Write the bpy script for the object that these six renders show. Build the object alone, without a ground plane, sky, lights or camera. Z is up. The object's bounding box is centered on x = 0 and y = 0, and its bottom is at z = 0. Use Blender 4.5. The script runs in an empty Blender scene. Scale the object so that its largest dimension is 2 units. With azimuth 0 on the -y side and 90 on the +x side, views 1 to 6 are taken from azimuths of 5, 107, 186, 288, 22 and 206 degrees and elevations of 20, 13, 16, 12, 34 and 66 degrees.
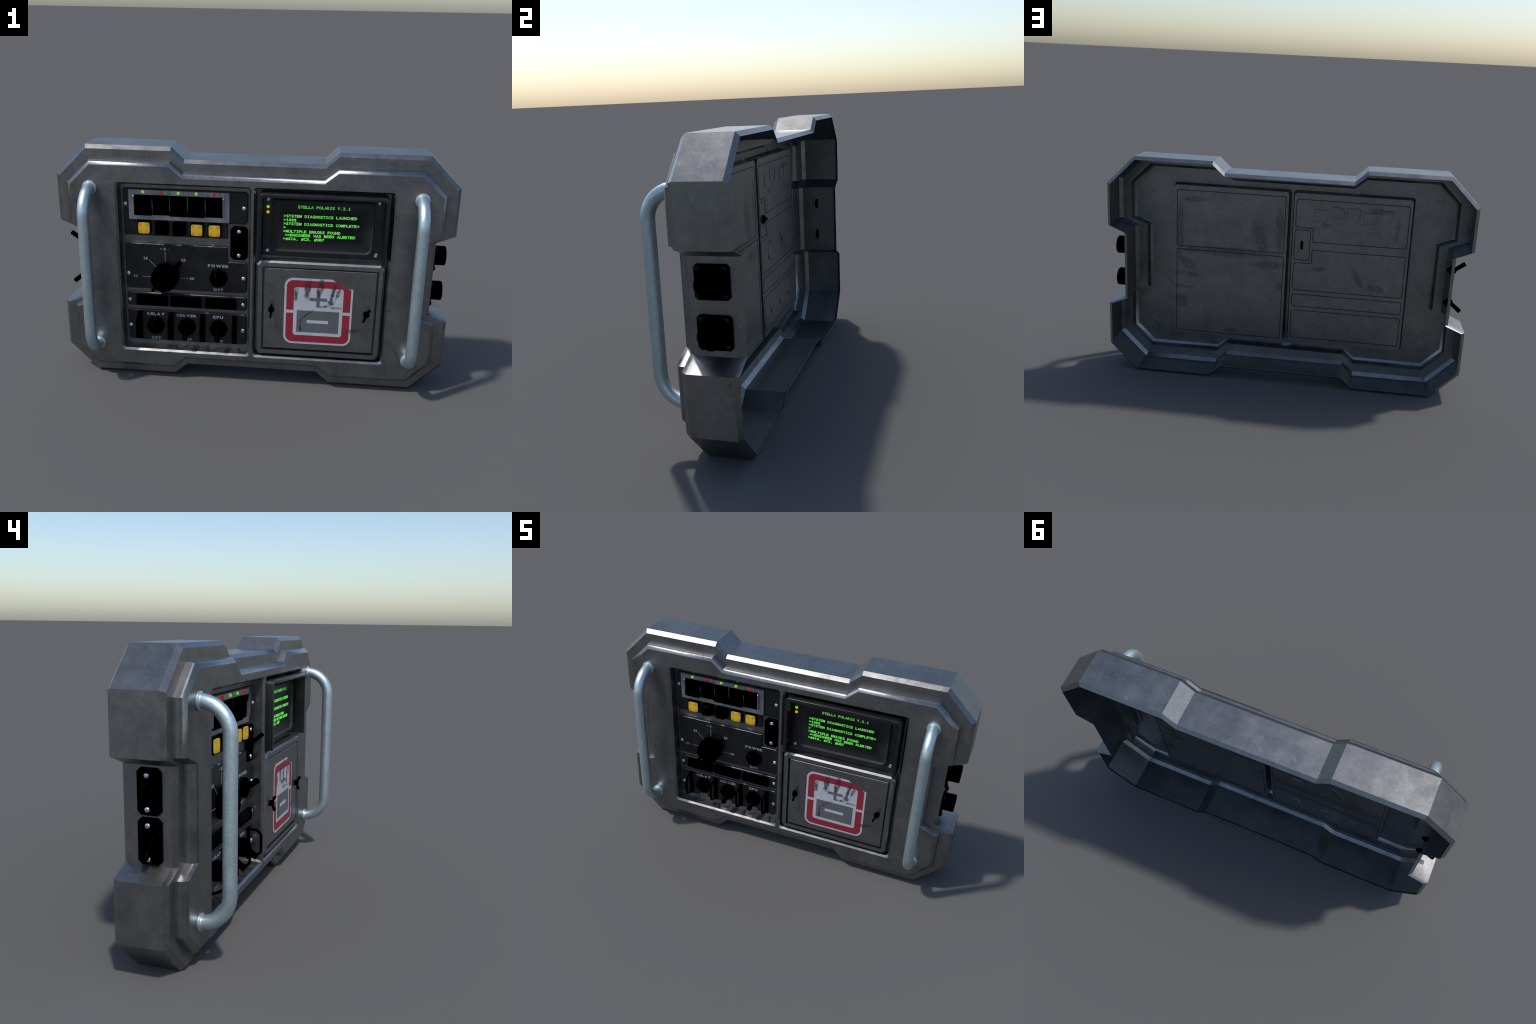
import bpy, bmesh, math, random
from mathutils import Matrix, Vector

random.seed(7)
sc = bpy.context.scene

# ------------------------------------------------------------------ helpers
FRAMES = {                     # local (u right, v up, w outward) -> world
    'front': ((1, 0, 0), (0, 0, 1), (0, -1, 0)),
    'back':  ((-1, 0, 0), (0, 0, 1), (0, 1, 0)),
    'right': ((0, 1, 0), (0, 0, 1), (1, 0, 0)),
    'left':  ((0, -1, 0), (0, 0, 1), (-1, 0, 0)),
}
def frame(name, loc=(0, 0, 0), spin=0.0):
    u, v, w = (Vector(a) for a in FRAMES[name])
    m = Matrix((u, v, w)).transposed().to_4x4()
    return Matrix.Translation(loc) @ m @ Matrix.Rotation(spin, 4, 'Z')

MATS = {}
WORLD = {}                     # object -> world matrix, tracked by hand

def place(obj, parent, M):
    obj.parent = parent
    if parent is not None:
        obj.matrix_parent_inverse = WORLD[parent].inverted()
    obj.matrix_basis = M
    WORLD[obj] = M
    sc.collection.objects.link(obj)
    return obj

def new_obj(name, bm, mat, parent, M=Matrix.Identity(4), smooth=None, kind=None):
    bmesh.ops.recalc_face_normals(bm, faces=bm.faces[:])
    me = bpy.data.meshes.new(name)
    bm.to_mesh(me); bm.free()
    me.materials.append(MATS[mat])
    if smooth is not None:
        me.shade_smooth()
        me.set_sharp_from_angle(angle=math.radians(smooth))
    o = bpy.data.objects.new(name, me)
    if kind: o["kind"] = kind
    return place(o, parent, M)

def twin(src, parent, M, name=None):
    o = bpy.data.objects.new(name or src.name.split('.')[0], src.data)
    return place(o, parent, M)

def corner(pts, r, seg=4, cut=()):
    """round (or chamfer, for indices in cut) the corners of a polygon"""
    out, n = [], len(pts)
    rs = r if isinstance(r, (list, tuple)) else [r] * n
    for i in range(n):
        p0, p, p1 = Vector(pts[i - 1]), Vector(pts[i]), Vector(pts[(i + 1) % n])
        if rs[i] <= 0: out.append(tuple(p)); continue
        a, b = (p0 - p).normalized(), (p1 - p).normalized()
        ang = a.angle(b); t = rs[i] / math.tan(ang / 2)
        s, e = p + a * t, p + b * t
        if i in cut or seg < 2: out += [tuple(s), tuple(e)]; continue
        c = p + (a + b).normalized() * (rs[i] / math.sin(ang / 2))
        a0 = math.atan2(*(s - c).yx); a1 = math.atan2(*(e - c).yx)
        d = (a1 - a0 + math.pi) % (2 * math.pi) - math.pi
        for k in range(seg + 1):
            th = a0 + d * k / seg
            out.append((c.x + rs[i] * math.cos(th), c.y + rs[i] * math.sin(th)))
    return out

def rect(x0, z0, x1, z1):
    return [(x0, z0), (x1, z0), (x1, z1), (x0, z1)]

def add_prism(bm, pts, w0, w1, bevel=0.0, seg=1):
    """polygon in (u,v) between depths w0 (rear) and w1 (front), front edge bevelled"""
    vs = [bm.verts.new((p[0], p[1], w0)) for p in pts]
    f = bm.faces.new(vs)
    r = bmesh.ops.extrude_face_region(bm, geom=[f])
    top = [g for g in r['geom'] if isinstance(g, bmesh.types.BMVert)]
    for v in top: v.co.z = w1
    tf = [g for g in r['geom'] if isinstance(g, bmesh.types.BMFace)][0]
    if bevel > 0:
        bmesh.ops.bevel(bm, geom=list(tf.edges), offset=bevel, segments=seg,
                        affect='EDGES', profile=0.5, clamp_overlap=True)

def add_ring(bm, outer, inner, w0, w1):
    """frame between two outlines with the same number of points"""
    n = len(outer)
    L = [[bm.verts.new((p[0], p[1], w)) for p in loop]
         for loop, w in ((outer, w0), (outer, w1), (inner, w1), (inner, w0))]
    for k in range(4):
        A, B = L[k], L[(k + 1) % 4]
        for i in range(n):
            bm.faces.new((A[i], A[(i + 1) % n], B[(i + 1) % n], B[i]))

def add_lathe(bm, prof, n=24, phase=0.0, caps=True, wob=None):
    """profile of (radius, w) spun about the local w axis"""
    rings = []
    for r, w in prof:
        rings.append([bm.verts.new(((r * (wob(k, n) if wob else 1)) * math.cos(phase + 2 * math.pi * k / n),
                                    (r * (wob(k, n) if wob else 1)) * math.sin(phase + 2 * math.pi * k / n), w))
                      for k in range(n)])
    for A, B in zip(rings, rings[1:]):
        for k in range(n):
            bm.faces.new((A[k], A[(k + 1) % n], B[(k + 1) % n], B[k]))
    if caps:
        bm.faces.new(rings[0][::-1]); bm.faces.new(rings[-1])

def add_tube(bm, path, rad, n=16, up=Vector((1, 0, 0)), caps=True):
    rings = []
    for i, p in enumerate(path):
        p = Vector(p)
        a = Vector(path[max(i - 1, 0)]); b = Vector(path[min(i + 1, len(path) - 1)])
        t = (b - a).normalized(); s = t.cross(up).normalized()
        rr = rad[i] if isinstance(rad, (list, tuple)) else rad
        rings.append([bm.verts.new(p + rr * (math.cos(2 * math.pi * k / n) * up + math.sin(2 * math.pi * k / n) * s))
                      for k in range(n)])
    for A, B in zip(rings, rings[1:]):
        for k in range(n):
            bm.faces.new((A[k], A[(k + 1) % n], B[(k + 1) % n], B[k]))
    if caps:
        bm.faces.new(rings[0][::-1]); bm.faces.new(rings[-1])

def prism(name, pts, w0, w1, mat, parent, M=None, bevel=0.0, seg=1, smooth=None):
    bm = bmesh.new(); add_prism(bm, pts, w0, w1, bevel, seg)
    return new_obj(name, bm, mat, parent, M or frame('front'), smooth)

# ---------------------------------------------------------------- materials
def mat_nodes(name):
    m = bpy.data.materials.new(name); m.use_nodes = True
    nt = m.node_tree; b = nt.nodes['Principled BSDF']
    MATS[name] = m
    return m, nt, b

def N(nt, kind, **kw):
    n = nt.nodes.new(kind)
    for k, v in kw.items(): setattr(n, k, v)
    return n

def noise(nt, vec, scale, detail=5, rough=0.6, stretch=None, dist=0.0):
    if stretch:
        mp = N(nt, 'ShaderNodeMapping'); mp.inputs['Scale'].default_value = stretch
        nt.links.new(vec, mp.inputs['Vector']); vec = mp.outputs['Vector']
    n = N(nt, 'ShaderNodeTexNoise')
    n.inputs['Scale'].default_value = scale; n.inputs['Detail'].default_value = detail
    n.inputs['Roughness'].default_value = rough; n.inputs['Distortion'].default_value = dist
    nt.links.new(vec, n.inputs['Vector'])
    return n.outputs['Fac']

def ramp(nt, fac, lo, hi, a, b):
    r = N(nt, 'ShaderNodeMapRange'); r.clamp = True
    for k, v in zip(('From Min', 'From Max', 'To Min', 'To Max'), (lo, hi, a, b)):
        r.inputs[k].default_value = v
    nt.links.new(fac, r.inputs['Value'])
    return r.outputs['Result']

def math_(nt, op, a, b=None):
    m = N(nt, 'ShaderNodeMath', operation=op)
    for i, x in enumerate((a, b)):
        if x is None: continue
        if isinstance(x, (int, float)): m.inputs[i].default_value = x
        else: nt.links.new(x, m.inputs[i])
    return m.outputs[0]

def mixc(nt, fac, a, b, mode='MIX'):
    m = N(nt, 'ShaderNodeMix', data_type='RGBA', blend_type=mode)
    for sock, x in ((m.inputs['Factor'], fac), (m.inputs['A'], a), (m.inputs['B'], b)):
        if isinstance(x, (int, float)): sock.default_value = x
        elif isinstance(x, tuple): sock.default_value = (*x, 1)
        else: nt.links.new(x, sock)
    return m.outputs['Result']

def smear_mask(nt, pos, spots):
    """soft-edged streaks given as (x, z, half width, half height, lean)"""
    sep = N(nt, 'ShaderNodeSeparateXYZ'); nt.links.new(pos, sep.inputs[0])
    X, Z = sep.outputs['X'], sep.outputs['Z']
    warp = ramp(nt, noise(nt, pos, 38, 4), 0.3, 0.7, -0.008, 0.008)
    X = math_(nt, 'ADD', X, warp)
    tot = None
    for cx, cz, rx, rz, lean in spots:
        dz = math_(nt, 'SUBTRACT', Z, cz)
        dx = math_(nt, 'SUBTRACT', math_(nt, 'SUBTRACT', X, cx), math_(nt, 'MULTIPLY', dz, lean))
        a = math_(nt, 'POWER', math_(nt, 'ABSOLUTE', math_(nt, 'DIVIDE', dx, rx)), 2.0)
        b = math_(nt, 'POWER', math_(nt, 'ABSOLUTE', math_(nt, 'DIVIDE', dz, rz)), 2.0)
        m = ramp(nt, math_(nt, 'ADD', a, b), 0.3, 1.0, 1.0, 0.0)
        tot = m if tot is None else math_(nt, 'MAXIMUM', tot, m)
    grain = ramp(nt, noise(nt, pos, 60, 5, 0.7, (1, 1, 0.35)), 0.30, 0.52, 0.0, 1.0)
    return math_(nt, 'MULTIPLY', tot, grain)

HAND_SMEARS = [(0.230, 0.538, 0.015, 0.046, 0.12), (0.290, 0.565, 0.018, 0.062, 0.12),
               (0.350, 0.575, 0.020, 0.066, 0.06), (0.413, 0.545, 0.013, 0.072, 0.25),
               (0.440, 0.545, 0.010, 0.052, 0.25), (0.405, 0.495, 0.026, 0.017, 0.0),
               (0.372, 0.474, 0.030, 0.010, 1.8), (0.525, 0.345, 0.036, 0.017, 1.4),
               (0.283, 0.420, 0.006, 0.048, 1.1), (0.256, 0.360, 0.006, 0.045, 0.1),
               (0.435, 0.470, 0.034, 0.008, 0.4)]

REAR_SMUDGES = [(0.35, 0.70, 0.28, 0.035, 0.0), (0.64, 0.80, 0.025, 0.24, 0.0), (0.06, 0.85, 0.03, 0.16, 0.0), (0.60, 0.62, 0.05, 0.05, 1.0),
                (0.55, 0.70, 0.09, 0.025, 0.0), (0.41, 0.69, 0.05, 0.02, 0.0), (0.60, 0.55, 0.10, 0.018, 1.3), (0.63, 0.47, 0.10, 0.012, 1.5),
                (0.63, 0.38, 0.05, 0.05, 0.2), (0.12, 0.64, 0.12, 0.03, 0.0), (0.05, 0.52, 0.02, 0.035, 0.0), (0.56, 1.0, 0.09, 0.02, 0.0),
                (0.33, 0.215, 0.06, 0.018, 0.0), (0.17, 0.80, 0.05, 0.12, 0.2), (-0.50, 0.55, 0.06, 0.03, 0.6), (-0.40, 0.60, 0.03, 0.06, 0.5),
                (-0.20, 0.90, 0.03, 0.02, 0.0), (-0.50, 1.0, 0.08, 0.02, 0.0), (-0.60, 0.90, 0.02, 0.08, 0.0), (-0.17, 0.64, 0.05, 0.02, 0.0)]

def painted_metal(name, col, metallic, rough, mottle=0.25, grain=0.12, bump=0.06,
                  scuff=0.0, smears=None, scale=1.0, cracks=False):
    m, nt, b = mat_nodes(name)
    geo = N(nt, 'ShaderNodeNewGeometry'); pos = geo.outputs['Position']
    big = ramp(nt, noise(nt, pos, 5.5 * scale, 7, 0.62, None, 0.4), 0.32, 0.68, 1 - mottle, 1 + mottle)
    fine = ramp(nt, noise(nt, pos, 70 * scale, 4, 0.6), 0.3, 0.7, 1 - grain, 1 + grain)
    mid = ramp(nt, noise(nt, pos, 16 * scale, 5, 0.6, None, 0.5), 0.32, 0.68, 1 - mottle * 0.7, 1 + mottle * 0.7)
    k = math_(nt, 'MULTIPLY', math_(nt, 'MULTIPLY', big, mid), fine)
    # pale hairline scratches and dark stains
    scr = noise(nt, pos, 26 * scale, 3, 0.5, (1.0, 1.0, 7.0))
    scr = ramp(nt, scr, 0.70, 0.74, 0.0, 0.35)
    stain = ramp(nt, noise(nt, pos, 3.2 * scale, 8, 0.68, None, 0.8), 0.57, 0.72, 0.0, 0.16)
    k = math_(nt, 'MULTIPLY', math_(nt, 'ADD', k, math_(nt, 'MULTIPLY', scr, 0.5)), math_(nt, 'SUBTRACT', 1.0, stain))
    if cracks:
        # hairline cracks in the paint, broken up, and a sprinkle of pale scuffs
        vein = math_(nt, 'ABSOLUTE', math_(nt, 'SUBTRACT', noise(nt, pos, 2.6, 6, 0.6, None, 0.6), 0.5))
        vein = math_(nt, 'MULTIPLY', ramp(nt, vein, 0.0012, 0.0034, 1.0, 0.0), ramp(nt, noise(nt, pos, 2.1, 3, 0.5), 0.56, 0.64, 0.0, 0.32))
        speck = ramp(nt, noise(nt, pos, 34, 3, 0.6, (1.0, 1.0, 0.6)), 0.66, 0.72, 0.0, 0.32)
        k = math_(nt, 'MULTIPLY', math_(nt, 'ADD', k, speck), math_(nt, 'SUBTRACT', 1.0, vein))
    comb = N(nt, 'ShaderNodeCombineXYZ')
    for i in range(3): nt.links.new(k, comb.inputs[i])
    c = mixc(nt, 1.0, col, comb.outputs[0], 'MULTIPLY')
    if scuff:
        sm = ramp(nt, noise(nt, pos, 9, 6, 0.65, (1.0, 1.0, 0.3), 0.7), 0.56, 0.60, 0.0, scuff)
        c = mixc(nt, sm, c, (0.55, 0.55, 0.56))
    if smears:
        sm = smear_mask(nt, pos, smears)
        c = mixc(nt, math_(nt, 'MULTIPLY', sm, 0.88 if smears is HAND_SMEARS else 0.38), c, (0.012, 0.012, 0.013))
    nt.links.new(c, b.inputs['Base Color'])
    b.inputs['Metallic'].default_value = metallic
    rr = ramp(nt, noise(nt, pos, 8 * scale, 6, 0.65), 0.3, 0.7, rough - 0.05, rough + 0.06)
    nt.links.new(rr, b.inputs['Roughness'])
    if bump:
        bp = N(nt, 'ShaderNodeBump'); bp.inputs['Strength'].default_value = bump
        bp.inputs['Distance'].default_value = 0.01
        nt.links.new(noise(nt, pos, 28 * scale, 6, 0.65), bp.inputs['Height'])
        nt.links.new(bp.outputs['Normal'], b.inputs['Normal'])
    return m

def plain(name, col, metallic=0.0, rough=0.5, emit=None, strength=1.0, edge=None):
    m, nt, b = mat_nodes(name)
    geo = N(nt, 'ShaderNodeNewGeometry')
    f = ramp(nt, noise(nt, geo.outputs['Position'], 45, 4), 0.3, 0.7, 0.9, 1.1)
    comb = N(nt, 'ShaderNodeCombineXYZ')
    for i in range(3): nt.links.new(f, comb.inputs[i])
    nt.links.new(mixc(nt, 1.0, col, comb.outputs[0], 'MULTIPLY'), b.inputs['Base Color'])
    b.inputs['Metallic'].default_value = metallic
    b.inputs['Roughness'].default_value = rough
    if edge is not None: b.inputs['Specular Tint'].default_value = (edge, edge, edge, 1)
    if emit:
        b.inputs['Emission Color'].default_value = (*emit, 1)
        b.inputs['Emission Strength'].default_value = strength
        b.inputs['Specular IOR Level'].default_value = 0.1
    return m

painted_metal('casing_steel', (0.221, 0.222, 0.223), 0.97, 0.375, 0.11, 0.10, 0.04, smears=REAR_SMUDGES, cracks=True)
painted_metal('worn_edge_steel', (0.222, 0.225, 0.228), 0.97, 0.26, 0.16, 0.12, 0.03)
painted_metal('door_steel', (0.225, 0.228, 0.231), 0.97, 0.36, 0.12, 0.10, 0.03, smears=HAND_SMEARS[7:8], cracks=True)
painted_metal('panel_steel', (0.046, 0.048, 0.052), 0.93, 0.30, 0.15, 0.10, 0.04)
painted_metal('hood_steel', (0.056, 0.058, 0.064), 0.9, 0.33, 0.15, 0.08, 0.04)
painted_metal('frame_steel', (0.33, 0.34, 0.37), 0.9, 0.36, 0.12, 0.08, 0.03, scuff=0.6)
painted_metal('galvanised_tube', (0.46, 0.56, 0.60), 0.85, 0.43, 0.05, 0.14, 0.05, scale=1.8)
painted_metal('chrome_screw', (0.62, 0.70, 0.75), 1.0, 0.28, 0.10, 0.05, 0.0)
painted_metal('seam_shadow', (0.022, 0.023, 0.025), 0.6, 0.5, 0.1, 0.05, 0.0)
painted_metal('bare_metal', (0.62, 0.60, 0.58), 0.8, 0.4, 0.15, 0.1, 0.0)
painted_metal('sticker_white', (0.40, 0.42, 0.46), 0.0, 0.45, 0.06, 0.05, 0.0, smears=HAND_SMEARS)
painted_metal('sticker_red', (0.235, 0.014, 0.028), 0.0, 0.45, 0.06, 0.05, 0.0, smears=HAND_SMEARS)
painted_metal('sticker_grey', (0.095, 0.100, 0.108), 0.0, 0.45, 0.06, 0.05, 0.0, smears=HAND_SMEARS)
plain('black_metal', (0.0006, 0.0006, 0.0006), 1.0, 0.30, edge=0.3)
plain('black_gloss', (0.0010, 0.0010, 0.0010), 1.0, 0.16, edge=0.5)
plain('label_grey', (0.23, 0.24, 0.26), 0.0, 0.6)
plain('dark_screw', (0.020, 0.022, 0.026), 1.0, 0.32)
plain('brass_pin', (0.05, 0.035, 0.012), 1.0, 0.35)
plain('led_green', (0.02, 0.08, 0.01), 0, 0.4, (0.17, 0.56, 0.022), 1.0)
plain('led_red', (0.1, 0.0, 0.0), 0, 0.4, (0.47, 0.0, 0.0), 1.0)
plain('led_amber', (0.08, 0.05, 0.01), 0, 0.4, (0.56, 0.33, 0.025), 1.0)
plain('phosphor', (0.04, 0.2, 0.03), 0, 0.5, (0.115, 0.60, 0.075), 1.0)
plain('phosphor_dim', (0.04, 0.15, 0.03), 0, 0.5, (0.085, 0.42, 0.06), 1.0)

def lit_button():
    m, nt, b = mat_nodes('lit_yellow')
    tc = N(nt, 'ShaderNodeTexCoord')
    sep = N(nt, 'ShaderNodeSeparateXYZ'); nt.links.new(tc.outputs['Generated'], sep.inputs[0])
    # four darker spots near the corners of the cap
    fx = math_(nt, 'ABSOLUTE', math_(nt, 'SUBTRACT', math_(nt, 'ABSOLUTE', math_(nt, 'SUBTRACT', sep.outputs['X'], 0.5)), 0.33))
    fy = math_(nt, 'ABSOLUTE', math_(nt, 'SUBTRACT', math_(nt, 'ABSOLUTE', math_(nt, 'SUBTRACT', sep.outputs['Y'], 0.5)), 0.36))
    d = math_(nt, 'SQRT', math_(nt, 'ADD', math_(nt, 'MULTIPLY', fx, fx), math_(nt, 'MULTIPLY', fy, fy)))
    k = ramp(nt, d, 0.0, 0.26, 1.0, 0.0)
    c = mixc(nt, k, (0.52, 0.335, 0.020), (0.27, 0.19, 0.045))
    nt.links.new(mixc(nt, 0.75, c, (0.0, 0.0, 0.0)), b.inputs['Base Color'])
    nt.links.new(c, b.inputs['Emission Color']); b.inputs['Emission Strength'].default_value = 0.62
    b.inputs['Roughness'].default_value = 0.6
    b.inputs['Specular IOR Level'].default_value = 0.1
lit_button()

def crt():
    m, nt, b = mat_nodes('screen_glass')
    tc = N(nt, 'ShaderNodeTexCoord')
    sep = N(nt, 'ShaderNodeSeparateXYZ'); nt.links.new(tc.outputs['Generated'], sep.inputs[0])
    ax = math_(nt, 'ABSOLUTE', math_(nt, 'SUBTRACT', sep.outputs['X'], 0.5))
    ay = math_(nt, 'ABSOLUTE', math_(nt, 'SUBTRACT', sep.outputs['Y'], 0.5))
    ay = math_(nt, 'MULTIPLY', ay, 0.54); ax = math_(nt, 'SUBTRACT', ax, 0.23)
    e = math_(nt, 'MAXIMUM', ax, ay)
    k = ramp(nt, e, 0.13, 0.27, 0.0, 1.0)
    nt.links.new(mixc(nt, k, (0.0065, 0.0065, 0.007), (0.030, 0.031, 0.032)), b.inputs['Base Color'])
    b.inputs['Roughness'].default_value = 0.35
    b.inputs['Specular IOR Level'].default_value = 0.22
crt()

# ---------------------------------------------------------------- the thing
root = bpy.data.objects.new('control_console', None)
root["label"] = "rugged grey metal control unit with screen, switches and handles"
root["category"] = "control panel"
place(root, None, Matrix.Identity(4))

# ------------------------------------------------------------------- casing
H, W = 1.252, 1.0
def outline(d):
    """half outline (x > 0) inset by d: stepped top, cut corners, side notch; mirrored to a loop"""
    k = 0.414 * d
    e = d - 0.006 * min(1.0, d / 0.066)       # the middle steps are a little shallower
    nx = 0.907 - d
    half = [(0.347, H - 0.060 - e), (0.412, H - d), (0.846 - k, H - d), (W - d, 1.098 - k),
            (W - d, 0.858), (nx, 0.820), (nx, 0.440), (W - d, 0.402),
            (W - d, 0.154 + k), (0.846 - k, d), (0.412, d), (0.347, 0.060 + e)]
    return half + [(-x, z) for x, z in half[::-1]]

PROFILE = [(0.018, 0.2105), (0.0, 0.194), (0.0, 0.008), (0.018, -0.0125), (0.066, -0.013),
           (0.0665, -0.036), (0.0695, -0.0455), (0.0765, -0.0535), (0.088, -0.060)]
OPENINGS = [(-0.688, 0.164, -0.0065, 1.081), (0.0065, 0.164, 0.686, 1.081)]

bm = bmesh.new()
rings = [[bm.verts.new((x, y, z)) for x, z in outline(d)] for d, y in PROFILE]
n = len(rings[0])
for A, B in zip(rings, rings[1:]):
    for i in range(n):
        bm.faces.new((A[i], A[(i + 1) % n], B[(i + 1) % n], B[i]))
face_edges = [bm.edges.get((rings[-1][i], rings[-1][(i + 1) % n])) for i in range(n)]
for (x0, z0, x1, z1) in OPENINGS:
    # rim chamfer, then a wall with a little draft down to the floor
    dl, dr = (0.0145, 0.0105) if x1 < 0 else (0.0105, 0.0145)
    steps = [(0.0, 0.0, 0.0, 0.0, -0.060), (0.0095,) * 4 + (-0.050,), (dl, 0.0160, dr, 0.0060, 0.001)]
    loops = []
    for dl, db, dr, dt, y in steps:
        pts = corner(rect(x0 + dl, z0 + db, x1 - dr, z1 - dt), 0.010, cut=(0, 1, 2, 3))
        loops.append([bm.verts.new((p[0], y, p[1])) for p in pts])
    m = len(loops[0])
    for A, B in zip(loops, loops[1:]):
        for i in range(m):
            bm.faces.new((A[i], A[(i + 1) % m], B[(i + 1) % m], B[i]))
    face_edges += [bm.edges.get((loops[0][i], loops[0][(i + 1) % m])) for i in range(m)]
    bm.faces.new(loops[-1])
bmesh.ops.triangle_fill(bm, edges=face_edges, use_beauty=True, normal=(0, -1, 0))
bmesh.ops.recalc_face_normals(bm, faces=bm.faces[:])
# outward means toward -y on the big front face
big = max(bm.faces, key=lambda f: f.calc_area())
if big.normal.y > 0: bmesh.ops.reverse_faces(bm, faces=bm.faces[:])
# chamfered bands are worn smoother than the broad faces
for f in bm.faces:
    ny = abs(f.normal.y)
    if 0.15 < ny < 0.96 and f.calc_center_median().y < 0.0: f.material_index = 1
me = bpy.data.meshes.new('casing'); bm.to_mesh(me); bm.free()
me.materials.append(MATS['casing_steel']); me.materials.append(MATS['worn_edge_steel'])
casing = place(bpy.data.objects.new('casing', me), root, Matrix.Identity(4))
md = casing.modifiers.new('sheet', 'SOLIDIFY'); md.thickness = 0.0008; md.offset = -1.0; md.use_even_offset = True
dg = bpy.context.evaluated_depsgraph_get()
me2 = bpy.data.meshes.new_from_object(casing.evaluated_get(dg))
casing.modifiers.clear(); casing.data = me2; me2.name = 'casing'
me2.shade_smooth(); me2.set_sharp_from_angle(angle=math.radians(27))

FLOOR = 0.001                    # front side of the recess floor (y)

# ------------------------------------------------------------------- screws
def make_screw(r):
    bm = bmesh.new()
    # dome split by a slot: two half discs
    for s in (1, -1):
        prof = [(r, 0.0), (r, 0.003), (r * 0.86, 0.0052), (r * 0.55, 0.0068)]
        g = r * 0.16
        loops = []
        for rr, w in prof:
            a0 = math.asin(min(0.95, g / rr))
            loops.append([bm.verts.new((rr * math.cos(a0 + (math.pi - 2 * a0) * k / 8),
                                        s * rr * math.sin(a0 + (math.pi - 2 * a0) * k / 8), w)) for k in range(9)])
        for A, B in zip(loops, loops[1:]):
            for k in range(9):
                bm.faces.new((A[k], A[(k + 1) % 9], B[(k + 1) % 9], B[k]))
        bm.faces.new(loops[-1]); bm.faces.new(loops[0])
    add_lathe(bm, [(r * 0.97, 0.0), (r * 0.97, 0.003)], 20)
    return bm
SCREW = {}
def screw(parent, fr, loc, mat='chrome_screw', r=0.0108):
    ang = random.uniform(0, math.pi)
    M = frame(fr, loc, ang)
    if mat not in SCREW:
        SCREW[mat] = new_obj('screw', make_screw(r), mat, parent, M, smooth=40)
        return SCREW[mat]
    return twin(SCREW[mat], parent, M, 'screw')

# ------------------------------------------------------------------ lettering
GLYPHS = {}
def glyph(ch, bold):
    key = (ch, bold)
    if key not in GLYPHS:
        cu = bpy.data.curves.new('glyph', 'FONT'); cu.body = ch; cu.size = 1.0
        cu.offset = bold; cu.resolution_u = 2; cu.extrude = 0.0
        o = bpy.data.objects.new('glyph', cu); sc.collection.objects.link(o)
        bpy.context.view_layer.update()
        me = bpy.data.meshes.new_from_object(o.evaluated_get(bpy.context.evaluated_depsgraph_get()))
        GLYPHS[key] = ([tuple(v.co) for v in me.vertices], [tuple(p.vertices) for p in me.polygons])
        bpy.data.objects.remove(o); bpy.data.curves.remove(cu); bpy.data.meshes.remove(me)
    return GLYPHS[key]

def add_text(bm, s, u, v, height, pitch=None, bold=0.02, widen=1.0, align='CENTER', space=0.1, depth=0.0012):
    """letters as thin raised metal; pitch gives a fixed-width terminal face"""
    runs, serifs, x = [], [], 0.0
    hv = [p[1] for p in glyph('H', bold)[0]]         # cap height of the built-in face, emboldened
    base = min(hv); k = height / (max(hv) - base)
    for ch in s:
        if ch == ' ':
            x += pitch if pitch else 0.3 * k * widen; continue
        vs, fs = glyph(ch, bold)
        if not vs: continue
        lo = min(p[0] for p in vs); hi = max(p[0] for p in vs)
        if pitch:
            full = ch not in '.,1I!'
            sx = (pitch * 0.88 / (hi - lo)) if full else k * 1.25
            ox = x + pitch / 2 - sx * (lo + hi) / 2
            if ch in '.,': sx = k * 1.2; ox = x + pitch / 2 - sx * (lo + hi) / 2
            runs.append((vs, fs, sx, ox))
            if ch in 'I1':
                for zz in ((-0.5, 0.5) if ch == 'I' else (-0.5,)):
                    serifs.append((x + pitch * 0.2, x + pitch * 0.8, zz * height * 0.86))
                if ch == '1': serifs.append((x + pitch * 0.2, x + pitch * 0.5, height * 0.28))
            x += pitch
        else:
            sx = k * widen
            runs.append((vs, fs, sx, x - sx * lo)); x += sx * (hi - lo) + space * height
    off = {'CENTER': -x / 2, 'LEFT': 0.0}[align]
    for a0, a1, zc in serifs:
        add_prism(bm, rect(u + off + a0, v + zc - height * 0.07, u + off + a1, v + zc + height * 0.07), 0.0, depth * 1.15)
    for vs, fs, sx, ox in runs:
        bv = [bm.verts.new((u + off + ox + sx * p[0], v - height / 2 + k * (p[1] - base), 0.0)) for p in vs]
        faces = []
        for f in fs:
            try: faces.append(bm.faces.new([bv[i] for i in f]))
            except ValueError: pass
        r = bmesh.ops.extrude_face_region(bm, geom=faces)
        for g in r['geom']:
            if isinstance(g, bmesh.types.BMVert): g.co.z += depth

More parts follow.
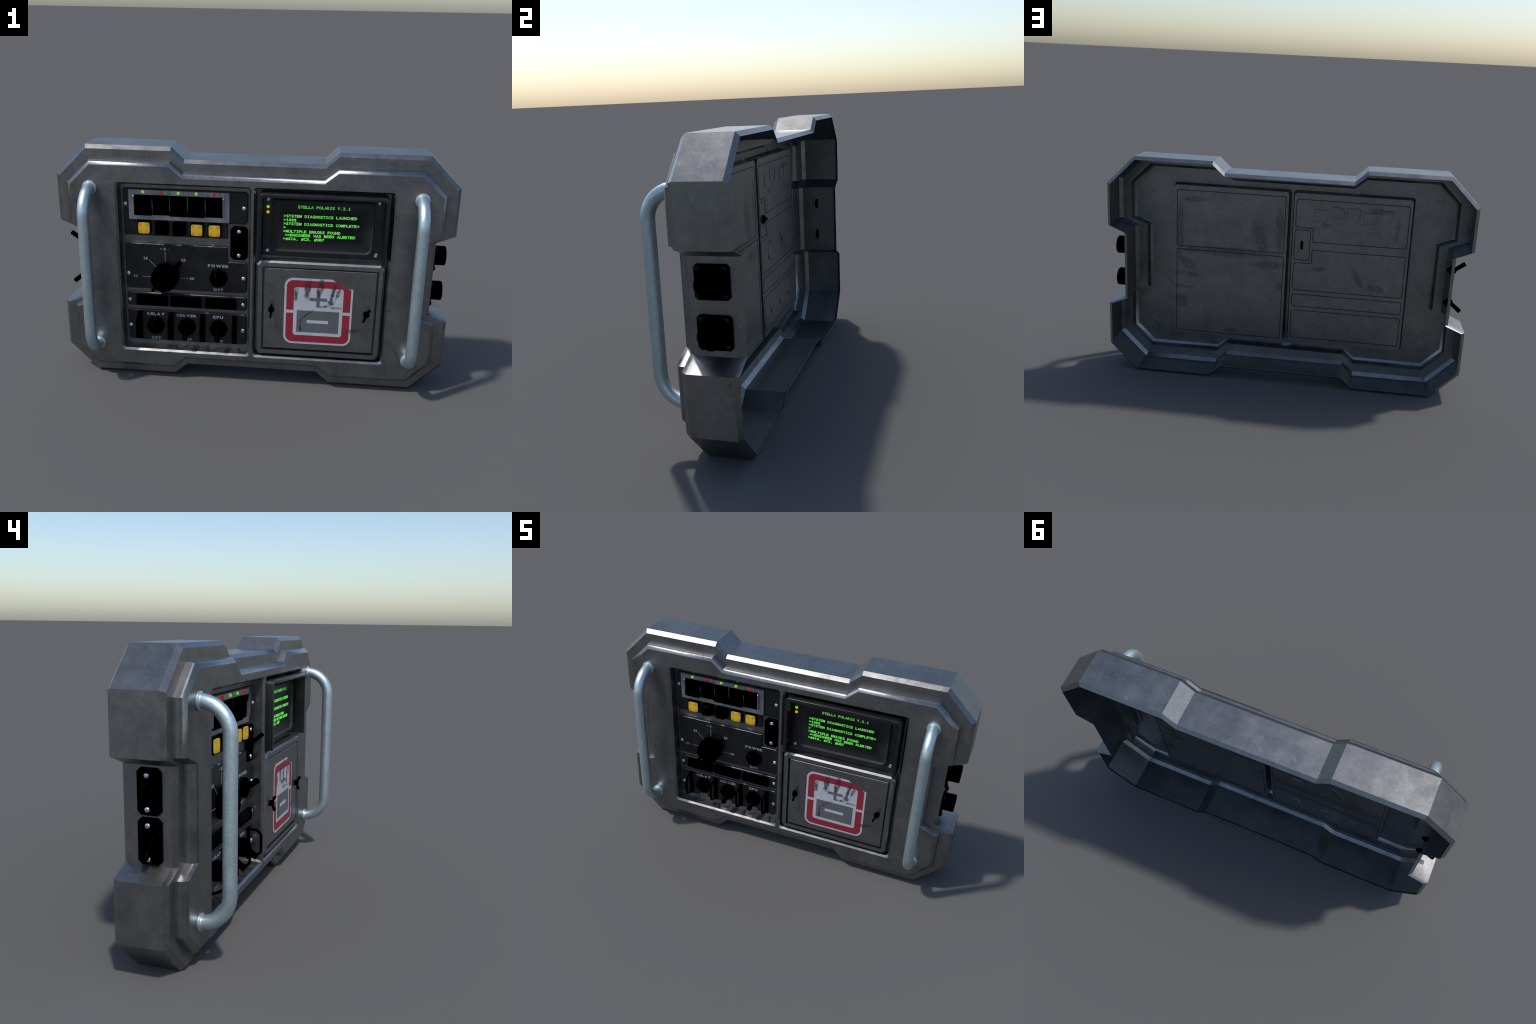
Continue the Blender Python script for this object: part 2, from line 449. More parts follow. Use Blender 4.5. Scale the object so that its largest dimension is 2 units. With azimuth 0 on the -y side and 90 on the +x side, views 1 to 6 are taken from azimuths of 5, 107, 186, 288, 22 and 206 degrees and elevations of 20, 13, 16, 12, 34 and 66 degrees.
# ---------------------------------------------------------- carrying handles
def handle_path():
    yb, yf, zt, zb, R = -0.0597, -0.1820, 1.049, 0.199, 0.119
    p = [(0, yb, zt)]
    for k in range(0, 11):
        a = math.radians(90 * k / 10)
        p.append((0, yf + R - R * math.sin(a), zt - R + R * math.cos(a)))
    for k in range(0, 11):
        a = math.radians(90 * k / 10)
        p.append((0, yf + R - R * math.cos(a), zb + R - R * math.sin(a)))
    p.append((0, yb, zb))
    return p
hx = 0.8125
bm = bmesh.new(); add_tube(bm, handle_path(), 0.0285, 24)
h1 = new_obj('carry_handle', bm, 'galvanised_tube', root, Matrix.Translation((-hx, 0, 0)), smooth=50)
h2 = twin(h1, root, Matrix.Translation((hx, 0, 0)))
collar = None
for h, x in ((h1, -hx), (h2, hx)):
    for z in (1.049, 0.199):
        M = frame('front', (x, -0.0597, z))
        if collar is None:
            bm = bmesh.new()
            add_lathe(bm, [(0.035, 0.0), (0.0365, 0.004), (0.0355, 0.009), (0.030, 0.011), (0.029, 0.016)], 28)
            collar = new_obj('handle_collar', bm, 'galvanised_tube', h, M, smooth=40)
        else: twin(collar, h, M)
# added discs standing for pale spots with shade halos baked behind the handles
cap = None
for h, x in ((h1, -hx), (h2, hx)):
    for z in (1.049, 0.199):
        M = frame('back', (x, -0.0590, z))
        if cap is None:
            bm = bmesh.new(); add_lathe(bm, [(0.030, -0.0005), (0.030, 0.0016), (0.0285, 0.0024)], 28)
            cap = new_obj('halo_disc', bm, 'casing_steel', h, M)
        else: twin(cap, h, M)

# ---------------------------------------------------------- left instrument bay
PY = -0.012                       # front of the instrument panels
pw0, pw1 = -FLOOR - 0.0004, -PY    # depths in the front frame (w = -y)
P1 = [(-0.661, 0.796), (-0.129, 0.796), (-0.129, 0.876), (-0.027, 0.876), (-0.027, 1.043), (-0.661, 1.043)]
P2 = [(-0.661, 0.503), (-0.027, 0.503), (-0.027, 0.672), (-0.129, 0.672), (-0.129, 0.752), (-0.661, 0.752)]
P3 = rect(-0.661, 0.404, -0.027, 0.481)
P4 = rect(-0.661, 0.207, -0.027, 0.382)
c1 = corner(P1, [0.012, 0.003, 0.003, 0.012, 0.012, 0.012], cut=(3, 4))
c2 = corner(P2, [0.012, 0.012, 0.012, 0.003, 0.003, 0.012], cut=(1, 2))
c3 = corner(P3, 0.012, cut=(1, 2)); c4 = corner(P4, 0.012, cut=(1, 2))
panels = [prism('instrument_panel', c, pw0, pw1, 'panel_steel', root, bevel=0.004) for c in (c1, c2, c3, c4)]
p1, p2, p3, p4 = panels
for z, p in ((0.960, p1), (0.586, p2), (0.438, p3), (0.291, p4)):
    for x in (-0.648, -0.046):
        screw(p, 'front', (x, PY + 0.0005, z))

# -- selector bank: pale frame, lamps, black wheels, side lugs
FX0, FZ0, FX1, FZ1 = -0.630, 0.883, -0.119, 1.036
IX0, IZ0, IX1, IZ1 = -0.600, 0.907, -0.151, 1.012
bm = bmesh.new()
add_ring(bm, rect(FX0, FZ0, FX1, FZ1), rect(IX0, IZ0, IX1, IZ1), 0.0115, 0.020)
for x in (IX0 - 0.004, IX1):
    lug = [(0.92, 0.018), (0.912, 0.026), (0.918, 0.034), (1.006, 0.034), (1.011, 0.030), (1.011, 0.018)]
    A = [bm.verts.new((x, z, w)) for z, w in lug]; B = [bm.verts.new((x + 0.004, z, w)) for z, w in lug]
    bm.faces.new(A); bm.faces.new(B[::-1])
    for i in range(6): bm.faces.new((A[i], B[i], B[(i + 1) % 6], A[(i + 1) % 6]))
for i in range(1, 5):
    u = IX0 + (IX1 - IX0) / 5 * i
    add_prism(bm, rect(u - 0.0010, IZ0 + 0.0002, u + 0.0010, IZ1 - 0.0002), 0.0125, 0.0180)
sel = new_obj('selector_frame', bm, 'frame_steel', p1, frame('front'))
wheels = {}
pitch = (IX1 - IX0) / 5
for i, state in enumerate((1, 0, 1, 1, 0)):           # green lamps: lower end out, red: upper end out
    M = frame('front', (IX0 + pitch * (i + 0.5), 0, 0))
    if state in wheels: twin(wheels[state], p1, M); continue
    bm = bmesh.new(); hw = pitch / 2 - 0.0016
    zt, zb = IZ1 - 0.001, IZ0 + 0.001
    prof = ([(zt, 0.0125), (zt, 0.031), (0.967, 0.0185), (zb, 0.0175), (zb, 0.0125)] if state == 0 else
            [(zt, 0.0125), (zt, 0.0175), (0.956, 0.0190), (zb, 0.0345), (zb, 0.0125)])
    A = [bm.verts.new((-hw, z, w)) for z, w in prof]; B = [bm.verts.new((hw, z, w)) for z, w in prof]
    bm.faces.new(A); bm.faces.new(B[::-1])
    for k in range(5): bm.faces.new((A[k], B[k], B[(k + 1) % 5], A[(k + 1) % 5]))
    for u in (-0.009, -0.003, 0.003, 0.009):           # finger ridges
        if state == 0: add_prism(bm, rect(u - 0.0012, 0.918, u + 0.0012, 0.950), 0.015, 0.0205)
        else: add_prism(bm, rect(u - 0.0012, 0.915, u + 0.0012, 0.930), 0.015, 0.0335)
    wheels[state] = new_obj('selector_rocker', bm, 'black_metal', p1, M)

def lamp(parent, x, y, z, mat, r=0.0075):
    bm = bmesh.new()
    add_lathe(bm, [(r, -0.001), (r, 0.003), (r * 0.85, 0.0055), (r * 0.5, 0.0072)], 16)
    return new_obj('lamp', bm, mat, parent, frame('front', (x, y, z)), smooth=50)
for x, m in zip((-0.555, -0.465, -0.375, -0.285, -0.195), ('led_green', 'led_red', 'led_green', 'led_green', 'led_red')):
    lamp(p1, x, -0.020, 1.0265, m)

# -- push buttons
BX = (-0.5535, -0.464, -0.3735, -0.2835, -0.1935)
house = key = dark = None
for i, x in enumerate(BX):
    M = frame('front', (x, 0, 0.842))
    if house is None:
        bm = bmesh.new(); add_prism(bm, corner(rect(-0.0345, -0.0355, 0.0345, 0.0345), 0.009), 0.0115, 0.026, 0.003, 2)
        house = new_obj('button_housing', bm, 'black_metal', p1, M)
    else: house = twin(house, p1, M)
    lit = i in (0, 3, 4)
    K = frame('front', (x, 0, 0.8405))
    src = key if lit else dark
    if src is None:
        bm = bmesh.new(); add_prism(bm, corner(rect(-0.0285, -0.0285, 0.0285, 0.0285), 0.008), 0.0255, 0.034 if lit else 0.049, 0.0025, 2)
        src = new_obj('push_button', bm, 'lit_yellow' if lit else 'black_gloss', house, K, smooth=50)
        if lit: key = src
        else: dark = src
    else: twin(src, house, K, 'push_button')

# -- toggle switches
def toggle_body(bm, nut_r, nut_w0, nut_w1, sides=8):
    add_lathe(bm, [(nut_r, nut_w0), (nut_r, nut_w1 - 0.006), (nut_r * 0.88, nut_w1 - 0.001), (nut_r * 0.64, nut_w1)], sides, phase=math.pi / sides * 0 + math.pi / 2)
    add_lathe(bm, [(nut_r * 0.60, nut_w1 - 0.002), (nut_r * 0.60, nut_w1 + 0.004), (nut_r * 0.45, nut_w1 + 0.006)], 20)
def lever(bm, w0, w1, v1, r0, r1):
    a = Vector((0, 0, w0)); b = Vector((0, v1, w1)); d = (b - a)
    pts = [a, a + d * 0.3, a + d * 0.92, a + d * 0.98, b]
    add_tube(bm, pts, [r0, r0 * 1.05, r1, r1 * 0.92, r1 * 0.7], 16)
sw_up = sw_dn = None
def rotary_toggle(parent, x, z, up, name='toggle_switch'):
    global sw_up, sw_dn
    M = frame('front', (x, PY, z))
    src = sw_up if up else sw_dn
    if src is None:
        bm = bmesh.new(); toggle_body(bm, 0.0485, -0.0005, 0.022)
        lever(bm, 0.016, 0.073, 0.041 if up else -0.041, 0.0130, 0.0150)
        src = new_obj(name, bm, 'black_metal', parent, M, smooth=35)
        if up: sw_up = src
        else: sw_dn = src
        return src
    return twin(src, parent, M, name)
rotary_toggle(p2, -0.1745, 0.583, True)
rotary_toggle(p4, -0.5115, 0.295, True)
rotary_toggle(p4, -0.3445, 0.295, False)
rotary_toggle(p4, -0.1750, 0.295, False)

def bat_toggle(fr, loc, hw, hh, sv, screws, tilt, back, lu=0.0, lr=0.0098):
    """black cover plate with a bat lever; body shows behind the sheet"""
    M = frame(fr, loc)
    bm = bmesh.new()
    add_prism(bm, corner(rect(-hw, -hh, hw, hh), 0.016, cut=(0, 1, 2, 3)), -0.0043 if fr == 'front' else -0.0004, 0.009, 0.0015)
    plate = new_obj('switch_plate', bm, 'black_metal', root, M)
    bm = bmesh.new()
    add_lathe(bm, [(0.021, 0.0085), (0.021, 0.014), (0.017, 0.021), (0.009, 0.026)], 16)
    lever(bm, 0.012, 0.070, tilt, lr * 0.87, lr)
    for v in bm.verts: v.co.x += lu
    new_obj('toggle_lever', bm, 'black_metal', plate, M, smooth=40)
    bm = bmesh.new()                       # switch body, a wedge poking out behind
    s = 0.022
    pr = [(0.030, 0.0), (0.004, -back), (-0.024, -0.006), (0.0, 0.0)]
    A = [bm.verts.new((-0.0065, v, w)) for v, w in pr]; B = [bm.verts.new((0.0065, v, w)) for v, w in pr]
    bm.faces.new(A); bm.faces.new(B[::-1])
    for i in range(4): bm.faces.new((A[i], B[i], B[(i + 1) % 4], A[(i + 1) % 4]))
    new_obj('switch_body', bm, 'black_metal', plate, M)
    R = M.to_3x3()
    for v in screws:
        p = M @ Vector((sv, v, 0.0085))
        screw(plate, fr, p)
    return plate
bat_toggle('front', (-0.0705, -0.003, 0.7745), 0.0440, 0.088, 0.0, (0.063, -0.064), 0.046, 0.030)
bat_toggle('left', (-0.907, 0.0935, 0.7225), 0.0485, 0.0895, -0.0075, (0.060, -0.067), 0.042, 0.030, 0.0085, 0.0125)
bat_toggle('left', (-0.907, 0.0935, 0.5345), 0.0485, 0.0905, -0.0075, (0.060, -0.068), -0.048, 0.030, 0.0085, 0.0125)

# -- big selector knob with its pointer
bm = bmesh.new()
add_lathe(bm, [(0.0715, 0.0), (0.0715, 0.010), (0.069, 0.050), (0.066, 0.062), (0.060, 0.066)], 14, phase=0.2)
a = math.radians(45.5)
du, dv = Vector((math.cos(a), math.sin(a))), Vector((-math.sin(a), math.cos(a)))
tip = [du * 0.02 + dv * -0.0115, du * 0.098 + dv * -0.0115, du * 0.114 + dv * -0.007, du * 0.114 + dv * 0.007, du * 0.098 + dv * 0.0115, du * 0.02 + dv * 0.0115]
add_prism(bm, [tuple(q) for q in tip], 0.003, 0.026, 0.002)
grip = [du * -0.082 + dv * -0.008, du * 0.066 + dv * -0.008, du * 0.066 + dv * 0.008, du * -0.082 + dv * 0.008]
add_prism(bm, [tuple(q) for q in grip], 0.050, 0.076, 0.003)
new_obj('selector_knob', bm, 'black_metal', p2, frame('front', (-0.4515, PY, 0.578)))

# -- three blank readouts
rd = None
for x0, x1 in ((-0.609, -0.445), (-0.429, -0.265), (-0.245, -0.081)):
    M = frame('front', ((x0 + x1) / 2, PY, 0.4395))
    if rd is None:
        bm = bmesh.new(); hw = 0.082
        o_ = rect(-hw, -0.0275, hw, 0.0275); i_ = rect(-hw + 0.008, -0.0195, hw - 0.008, 0.0195)
        add_ring(bm, o_, i_, -0.0005, 0.014)
        add_prism(bm, rect(-hw + 0.0075, -0.019, hw - 0.0075, 0.019), 0.0, 0.0115)
        rd = new_obj('readout', bm, 'black_gloss', p3, M)
    else: twin(rd, p3, M, 'readout')

# -- guard loops between the switches
gl = None
for x in (-0.598, -0.4305, -0.2605, -0.0910):
    M = Matrix.Translation((x, PY, 0.0))
    if gl is None:
        bm = bmesh.new()
        add_prism(bm, rect(-0.012, 0.212, 0.012, 0.371), 0.0, 0.006, 0.0015)
        for v in bm.verts: v.co = Vector((v.co.x, -v.co.z, v.co.y))
        path = [(0, -0.004, 0.360), (0, -0.030, 0.360)]
        for k in range(0, 7):
            t = math.radians(90 * k / 6); path.append((0, -0.032 - 0.033 * math.sin(t), 0.327 + 0.033 * math.cos(t)))
        for k in range(0, 5):
            t = math.radians(70 * k / 4); path.append((0, -0.043 - 0.022 * math.cos(t), 0.262 - 0.022 * math.sin(t)))
        path += [(0, -0.030, 0.232), (0, -0.004, 0.222)]
        add_tube(bm, path, 0.0062, 10)
        gl = new_obj('guard_loop', bm, 'black_metal', p4, M, smooth=45)
    else: twin(gl, p4, M)

# -- panel lettering and dial marks
bm = bmesh.new()
LH = 0.0160
for s, x, z in (('POWER', -0.1748, 0.648), ('OFF', -0.1745, 0.517)):
    add_text(bm, s, x, z, LH, widen=1.25, bold=0.05, space=0.2)
for s, x, z in (('50', -0.611, 0.571), ('50', -0.313, 0.571), ('25', -0.554, 0.672), ('25', -0.357, 0.671), ('0', -0.4525, 0.726)):
    add_text(bm, s, x, z, 0.0146, widen=1.12, bold=0.035, space=0.14)
add_text(bm, '+', -0.472, 0.7262, 0.012, bold=0.02); add_text(bm, '-', -0.4325, 0.7255, 0.012, bold=0.02)
def tick(x0, z0, x1, z1, w=0.0011):
    d = Vector((x1 - x0, z1 - z0)).normalized(); s = Vector((-d.y, d.x)) * w
    add_prism(bm, [(x0 + s.x, z0 + s.y), (x0 - s.x, z0 - s.y), (x1 - s.x, z1 - s.y), (x1 + s.x, z1 + s.y)], 0.0, 0.0012)
tick(-0.4525, 0.660, -0.4525, 0.709); tick(-0.577, 0.571, -0.525, 0.571); tick(-0.334, 0.571, -0.380, 0.571)
tick(-0.538, 0.6645, -0.500, 0.624); new_obj('dial_lettering', bm, 'label_grey', p2, frame('front', (0, PY + 0.0006, 0)))
bm = bmesh.new()
for s, x, z in (('RELAY', -0.5095, 0.360), ('SERVER', -0.345, 0.3595), ('CPU', -0.177, 0.360),
                ('OFF', -0.5115, 0.2205), ('OFF', -0.3435, 0.2205), ('OFF', -0.175, 0.2205)):
    add_text(bm, s, x, z, LH, widen=1.25, bold=0.05, space=0.2)
new_obj('switch_lettering', bm, 'label_grey', p4, frame('front', (0, PY + 0.0006, 0)))

# -- chipped paint along the top edge of the dial panel
bm = bmesh.new()
for x0, x1, h in ((-0.622, -0.552, 0.0055), (-0.500, -0.469, 0.005), (-0.392, -0.380, 0.004), (-0.303, -0.288, 0.0035), (-0.233, -0.200, 0.005)):
    pts = [(x0, 0.7522)] + [(x0 + (x1 - x0) * t, 0.7522 - h * (1.0 - abs(2 * t - 0.9)) * random.uniform(0.7, 1.1)) for t in (0.2, 0.45, 0.7, 0.9)] + [(x1, 0.7522)]
    vs = []
    for u, v in pts:                      # lie on the bevelled edge
        w = 0.0005 - max(0.0, min(0.004, v - 0.748)) if False else 0.0
        vs.append((u, v))
    add_prism(bm, vs[::-1], -0.004, 0.0008)
new_obj('paint_chip', bm, 'bare_metal', p2, frame('front', (0, PY, 0)), kind='stuff')

# ---------------------------------------------------------------- right bay: monitor
outer = corner([(0.031, 0.722), (0.048, 0.722), (0.048, 1.040), (0.644, 1.040), (0.644, 0.722), (0.660, 0.722), (0.660, 1.060), (0.031, 1.060)],
               [0.012, 0.002, 0.016, 0.016, 0.002, 0.012, 0.022, 0.022], 4)
hood = prism('monitor_hood', outer, pw0, 0.089, 'hood_steel', root, bevel=0.006, seg=3, smooth=40)
bez = prism('monitor_bezel', corner(rect(0.046, 0.7215, 0.646, 1.042), 0.006), pw0, 0.016, 'hood_steel', root, bevel=0.003)
for x in (0.074, 0.617):
    for z in (0.749, 1.0155): screw(bez, 'front', (x, -0.0155, z))
lamp(bez, 0.0735, -0.016, 0.977, 'led_green', 0.008); lamp(bez, 0.0735, -0.016, 0.950, 'led_amber', 0.008)
# bulging tube face: stacked rounded outlines
scr = rect(0.095, 0.749, 0.598, 1.020)
bm = bmesh.new()
rad = [0.032, 0.032, 0.016, 0.016]
loops = []
for d, w in ((0, 0.015), (0, 0.029), (0.002, 0.0345), (0.006, 0.0370), (0.010, 0.0345), (0.014, 0.0265), (0.045, 0.0280), (0.085, 0.0290)):
    pts = corner(rect(scr[0][0] + d, scr[0][1] + d, scr[2][0] - d, scr[2][1] - d), [max(r - d * 0.5, 0.006) for r in rad], 5)
    loops.append([bm.verts.new((p[0] - 0.3465, p[1] - 0.8845, w)) for p in pts])
for A, B in zip(loops, loops[1:]):
    for i in range(len(A)): bm.faces.new((A[i], A[(i + 1) % len(A)], B[(i + 1) % len(A)], B[i]))
bm.faces.new(loops[-1]); bm.faces.new(loops[0][::-1])
screen = new_obj('screen', bm, 'screen_glass', bez, frame('front', (0.3465, 0, 0.8845)), smooth=30)
bm = bmesh.new()
cw = 0.01287
LINES = [(0.2205, 0.9845, 'STELLA POLARIS V.2.1'), (0.1515, 0.937, '>SYSTEM DIAGNOSTICS LAUNCHED'), (0.1515, 0.917, '>100%'),
         (0.1515, 0.8975, '>SYSTEM DIAGNOSTICS COMPLETE<'), (0.1515, 0.8775, '>'), (0.1515, 0.8585, '>MULTIPLE ERRORS FOUND'),
         (0.1605, 0.839, '>>ENGINEER HAS BEEN ALERTED'), (0.1515, 0.8195, '>#S16, #C3, #DB7')]
for u, v, s in LINES:
    # doubled strokes give the heavy verticals of a terminal face
    add_text(bm, s, u, v, 0.0142, pitch=cw, bold=0.022, align='LEFT', depth=0.0006)
    add_text(bm, s, u + 0.0007, v, 0.0142, pitch=cw, bold=0.022, align='LEFT', depth=0.0008)
    if v > 0.98:
        new_obj('screen_text', bm, 'phosphor_dim', screen, frame('front', (0, -0.0291, 0))); bm = bmesh.new()
new_obj('screen_text', bm, 'phosphor', screen, frame('front', (0, -0.0291, 0)))

# ---------------------------------------------------------------- right bay: access door
DY = 0.062
od = corner(rect(0.026, 0.186, 0.664, 0.708), 0.019, cut=(0, 1, 2, 3))
bm = bmesh.new()
def oct_(d, c): return corner(rect(0.026 + d, 0.186 + d, 0.664 - d, 0.708 - d), c, cut=(0, 1, 2, 3))
def box8(x0, z0, x1, z1, c): return corner(rect(x0, z0, x1, z1), c, cut=(0, 1, 2, 3))
loops = [(oct_(0, 0.020), pw0), (oct_(0, 0.020), DY - 0.009), (oct_(0.009, 0.017), DY),
         (box8(0.056, 0.216, 0.636, 0.678, 0.002), DY), (box8(0.0565, 0.2165, 0.6355, 0.6775, 0.002), DY - 0.035), ]
L = [[bm.verts.new((p[0], p[1], w)) for p in pts] for pts, w in loops]
for A, B in zip(L, L[1:]):
    for i in range(8): bm.faces.new((A[i], A[(i + 1) % 8], B[(i + 1) % 8], B[i]))
bm.faces.new(L[-1])
door = new_obj('door_frame', bm, 'door_steel', root, frame('front'))
leaf = prism('door_panel', corner(rect(0.064, 0.225, 0.629, 0.671), 0.003), DY - 0.0355, DY - 0.003, 'door_steel', door, bevel=0.005)
SY = -(DY - 0.003)

# -- warning sticker with a torn corner
def clip(pts, tear):
    """replace the part of the outline beyond the tear line with the torn edge"""
    a, b = Vector(tear[0]), Vector(tear[-1])
    nrm = Vector((-(b - a).y, (b - a).x))
    keep = [p for p in pts if (Vector(p) - a).dot(nrm) < 1e-9]
    # rotate list so the gap is at the end
    idx = [i for i, p in enumerate(pts) if (Vector(p) - a).dot(nrm) >= 1e-9]
    if not idx: return pts
    st = (max(idx) + 1) if max(idx) - min(idx) < len(pts) / 2 else next(i for i in range(len(pts)) if i not in idx)
    ordered = [pts[(st + k) % len(pts)] for k in range(len(pts)) if ((st + k) % len(pts)) not in idx]
    return ordered + list(tear)[::-1]
st0 = frame('front', (0, SY, 0))
w_out = corner(rect(0.170, 0.260, 0.515, 0.624), [0.043, 0.043, 0.0, 0.043], 8)
torn_w = [(0.413, 0.624), (0.418, 0.616), (0.432, 0.611), (0.437, 0.605), (0.452, 0.600), (0.460, 0.596), (0.472, 0.586), (0.478, 0.579), (0.490, 0.574), (0.496, 0.5755), (0.515, 0.576)]
i3 = [i for i, p in enumerate(w_out) if abs(p[0] - 0.515) < 1e-6 and abs(p[1] - 0.624) < 1e-6][0]
w_poly = w_out[:i3] + torn_w[::-1] + w_out[i3 + 1:]
sticker = prism('sticker', w_poly, -0.0004, 0.0006, 'sticker_white', leaf, st0)
rr = 0.034
torn_r = [(0.4150, 0.612)] + [(x, z + 0.0008) for x, z in torn_w[2:-2]] + [(0.4965, 0.5745), (0.505, 0.571)]
def arc(cx, cz, r, a0, a1, n=7):
    return [(cx + r * math.cos(math.radians(a0 + (a1 - a0) * k / n)), cz + r * math.sin(math.radians(a0 + (a1 - a0) * k / n))) for k in range(n + 1)]
ir = 0.014
upper = ([(0.505, 0.449)] + torn_r[::-1] + arc(0.181 + rr, 0.612 - rr, rr, 90, 180) + [(0.181, 0.449), (0.218, 0.449)]
         + arc(0.218 + ir, 0.575 - ir, ir, 180, 90) + arc(0.468 - ir, 0.575 - ir, ir, 90, 0) + [(0.468, 0.449)])
lower = ([(0.181, 0.432)] + arc(0.181 + rr, 0.271 + rr, rr, 180, 270) + arc(0.505 - rr, 0.271 + rr, rr, 270, 360) + [(0.505, 0.432), (0.468, 0.432)]
         + arc(0.468 - ir, 0.309 + ir, ir, 360, 270) + arc(0.218 + ir, 0.309 + ir, ir, 270, 180) + [(0.218, 0.432)])
prism('sticker_border', upper, 0.0, 0.0011, 'sticker_red', sticker, st0)
prism('sticker_border', lower, 0.0, 0.0011, 'sticker_red', sticker, st0)
prism('sticker_field', rect(0.236, 0.327, 0.451, 0.448), 0.0, 0.0011, 'sticker_grey', sticker, st0)
plus = [(0.298, 0.503), (0.333, 0.503), (0.333, 0.469), (0.350, 0.469), (0.350, 0.503), (0.387, 0.503),
        (0.387, 0.520), (0.350, 0.520), (0.350, 0.558), (0.333, 0.558), (0.333, 0.520), (0.298, 0.520)]
prism('plus_sign', plus, 0.0, 0.0011, 'sticker_grey', sticker, st0)
prism('minus_sign', rect(0.288, 0.379, 0.398, 0.396), 0.0, 0.0016, 'sticker_white', sticker, st0)

# -- wing screws
ws = None
for x, z, spin in ((0.105, 0.4445, math.radians(-3)), (0.588, 0.4455, math.radians(-24))):
    M = frame('front', (x, SY, z), spin)
    if ws is None:
        bm = bmesh.new()
        add_lathe(bm, [(0.0155, -0.0005), (0.0155, 0.012), (0.013, 0.016), (0.011, 0.020), (0.006, 0.022)], 20)
        for s in (1, -1):
            wing = [(0.004, 0.006), (0.014, 0.012), (0.030, 0.016), (0.0375, 0.021), (0.039, 0.027), (0.035, 0.031), (0.026, 0.030), (0.012, 0.022), (0.004, 0.020)]
            A = [bm.verts.new((-0.0045, s * v, w)) for v, w in wing]; B = [bm.verts.new((0.0045, s * v, w)) for v, w in wing]
            bm.faces.new(A); bm.faces.new(B[::-1])
            for i in range(len(A)): bm.faces.new((A[i], B[i], B[(i + 1) % len(A)], A[(i + 1) % len(A)]))
        ws = new_obj('wing_screw', bm, 'black_metal', door, M, smooth=40)
    else: twin(ws, door, M)

# ---------------------------------------------------------------- side sockets
sk = br = pins = None
for z in (0.7255, 0.534):
    M = frame('right', (0.907, 0.0995, z))
    if sk is None:
        bm = bmesh.new(); add_prism(bm, corner(rect(-0.0685, -0.0675, 0.0685, 0.0675), 0.011, cut=(0, 1, 2, 3)), -0.0004, 0.009, 0.0015)
        sk = new_obj('socket_flange', bm, 'black_metal', root, M); cur = sk
        bm = bmesh.new()
        prof = [(0.049, 0.008), (0.049, 0.016)]
        for k in range(5):
            w = 0.016 + 0.0092 * k; prof += [(0.0475, w), (0.0505, w + 0.002), (0.0505, w + 0.0055), (0.0475, w + 0.0075)]
        prof += [(0.050, 0.0625), (0.0475, 0.066), (0.043, 0.066), (0.042, 0.020)]
        add_lathe(bm, prof, 36, wob=None)
        br = new_obj('socket_barrel', bm, 'black_metal', cur, M, smooth=30)
        bm = bmesh.new()
        for r, nn in ((0.0, 1), (0.015, 5), (0.031, 10)):
            for k in range(nn):
                a = 2 * math.pi * k / nn + 0.3
                m = Matrix.Translation((r * math.cos(a), r * math.sin(a), 0.0195))
                b2 = bmesh.new(); add_lathe(b2, [(0.0032, 0.0), (0.0032, 0.022), (0.0018, 0.024)], 8)
                vm = {v: bm.verts.new(m @ v.co) for v in b2.verts}
                for f in b2.faces: bm.faces.new([vm[v] for v in f.verts])
                b2.free()
        pins = new_obj('contact_pin', bm, 'brass_pin', cur, M, kind='stuff')
    else:
        cur = twin(sk, root, M); twin(br, cur, M); twin(pins, cur, M)
    for u in (-0.053, 0.0485):
        for v in (-0.0515, 0.0505):
            screw(cur, 'right', M @ Vector((u, v, 0.0085)), mat='dark_screw', r=0.0105)

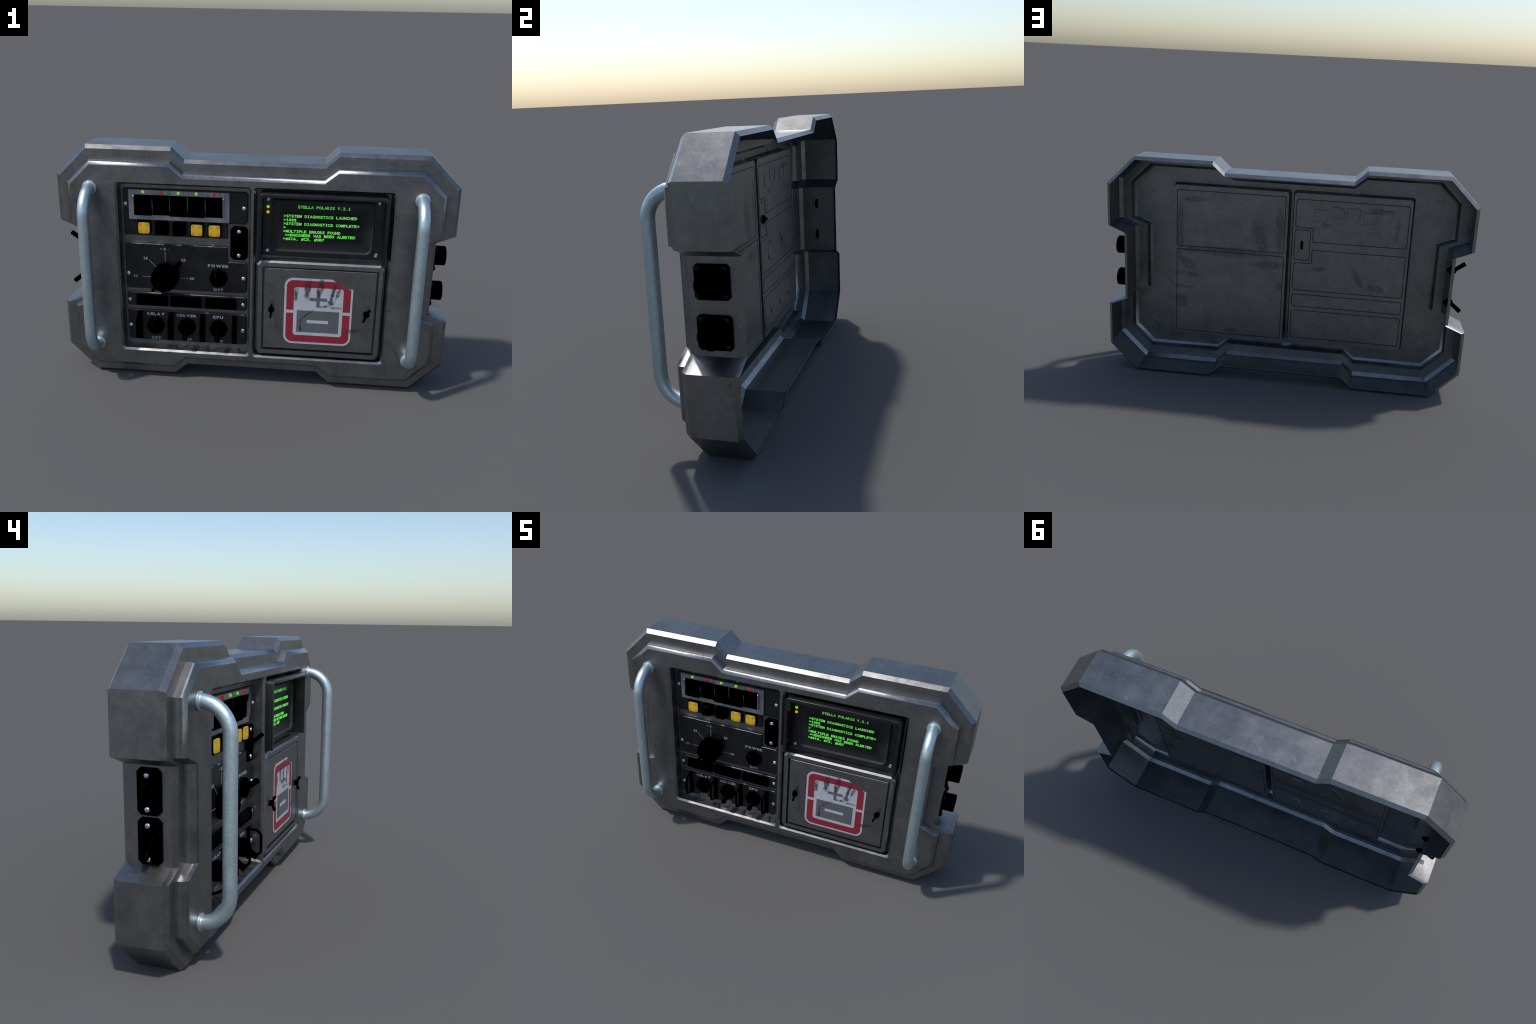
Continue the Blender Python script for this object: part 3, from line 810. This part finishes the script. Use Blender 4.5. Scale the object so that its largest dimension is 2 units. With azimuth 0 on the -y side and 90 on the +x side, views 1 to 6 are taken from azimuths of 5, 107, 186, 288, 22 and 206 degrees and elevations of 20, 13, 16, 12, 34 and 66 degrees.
# ---------------------------------------------------------------- rear: added dark strips standing for shade in the panel grooves
BYW = 0.0008 + FLOOR - 0.0003      # rear side of the recess floor
def inset(pts, d):
    out, n = [], len(pts)
    area = sum(pts[i - 1][0] * pts[i][1] - pts[i][0] * pts[i - 1][1] for i in range(n))
    s = 1 if area > 0 else -1
    for i in range(n):
        p0, p, p1 = Vector(pts[i - 1]), Vector(pts[i]), Vector(pts[(i + 1) % n])
        a, b = (p - p0).normalized(), (p1 - p).normalized()
        na, nb = Vector((-a.y, a.x)) * s, Vector((-b.y, b.x)) * s
        m = (na + nb).normalized(); out.append(tuple(p + m * (d / max(0.3, m.dot(na)))))
    return out
tog = corner(rect(-0.118, 0.686, -0.026, 0.866), 0.014)
mon = corner(rect(0.030, 0.716, 0.660, 1.050), 0.012); drb = corner(rect(0.030, 0.190, 0.660, 0.700), 0.012)
bm = bmesh.new()
for pts in (c1, c2, c3, c4, tog, mon, drb):
    q = [(-x, z) for x, z in pts]                 # the rear frame is mirrored
    add_ring(bm, q, inset(q, 0.0042), BYW, BYW + 0.0009)
new_obj('groove_strip', bm, 'seam_shadow', root, frame('back'))

# shallow pressed shapes behind the switches and selectors
bm = bmesh.new()
for x, z0, z1 in ((-0.170, 0.925, 0.990), (-0.262, 0.945, 1.008), (-0.352, 0.945, 1.008), (-0.445, 0.925, 0.990), (-0.535, 0.945, 1.008)):
    add_prism(bm, rect(-x - 0.038, z0, -x + 0.038, z1), BYW, BYW + 0.0045, 0.0015)
for x in BX:
    add_prism(bm, corner(rect(-x - 0.033, 0.808, -x + 0.033, 0.872), 0.006), BYW, BYW + 0.0018, 0.0008)
for x, z, r in ((-0.1745, 0.583, 0.034), (-0.5115, 0.295, 0.030), (-0.3445, 0.295, 0.030), (-0.175, 0.295, 0.032)):
    b2 = [( -x + r * math.cos(2 * math.pi * k / 24), z + r * math.sin(2 * math.pi * k / 24)) for k in range(24)]
    add_prism(bm, b2, BYW, BYW + 0.0040, 0.0012)
add_prism(bm, [tuple(Vector((0.4515, 0.578)) + Vector((-p.x, p.y))) for p in tip], BYW, BYW + 0.0030, 0.001)
new_obj('pressed_shape', bm, 'casing_steel', root, frame('back'))
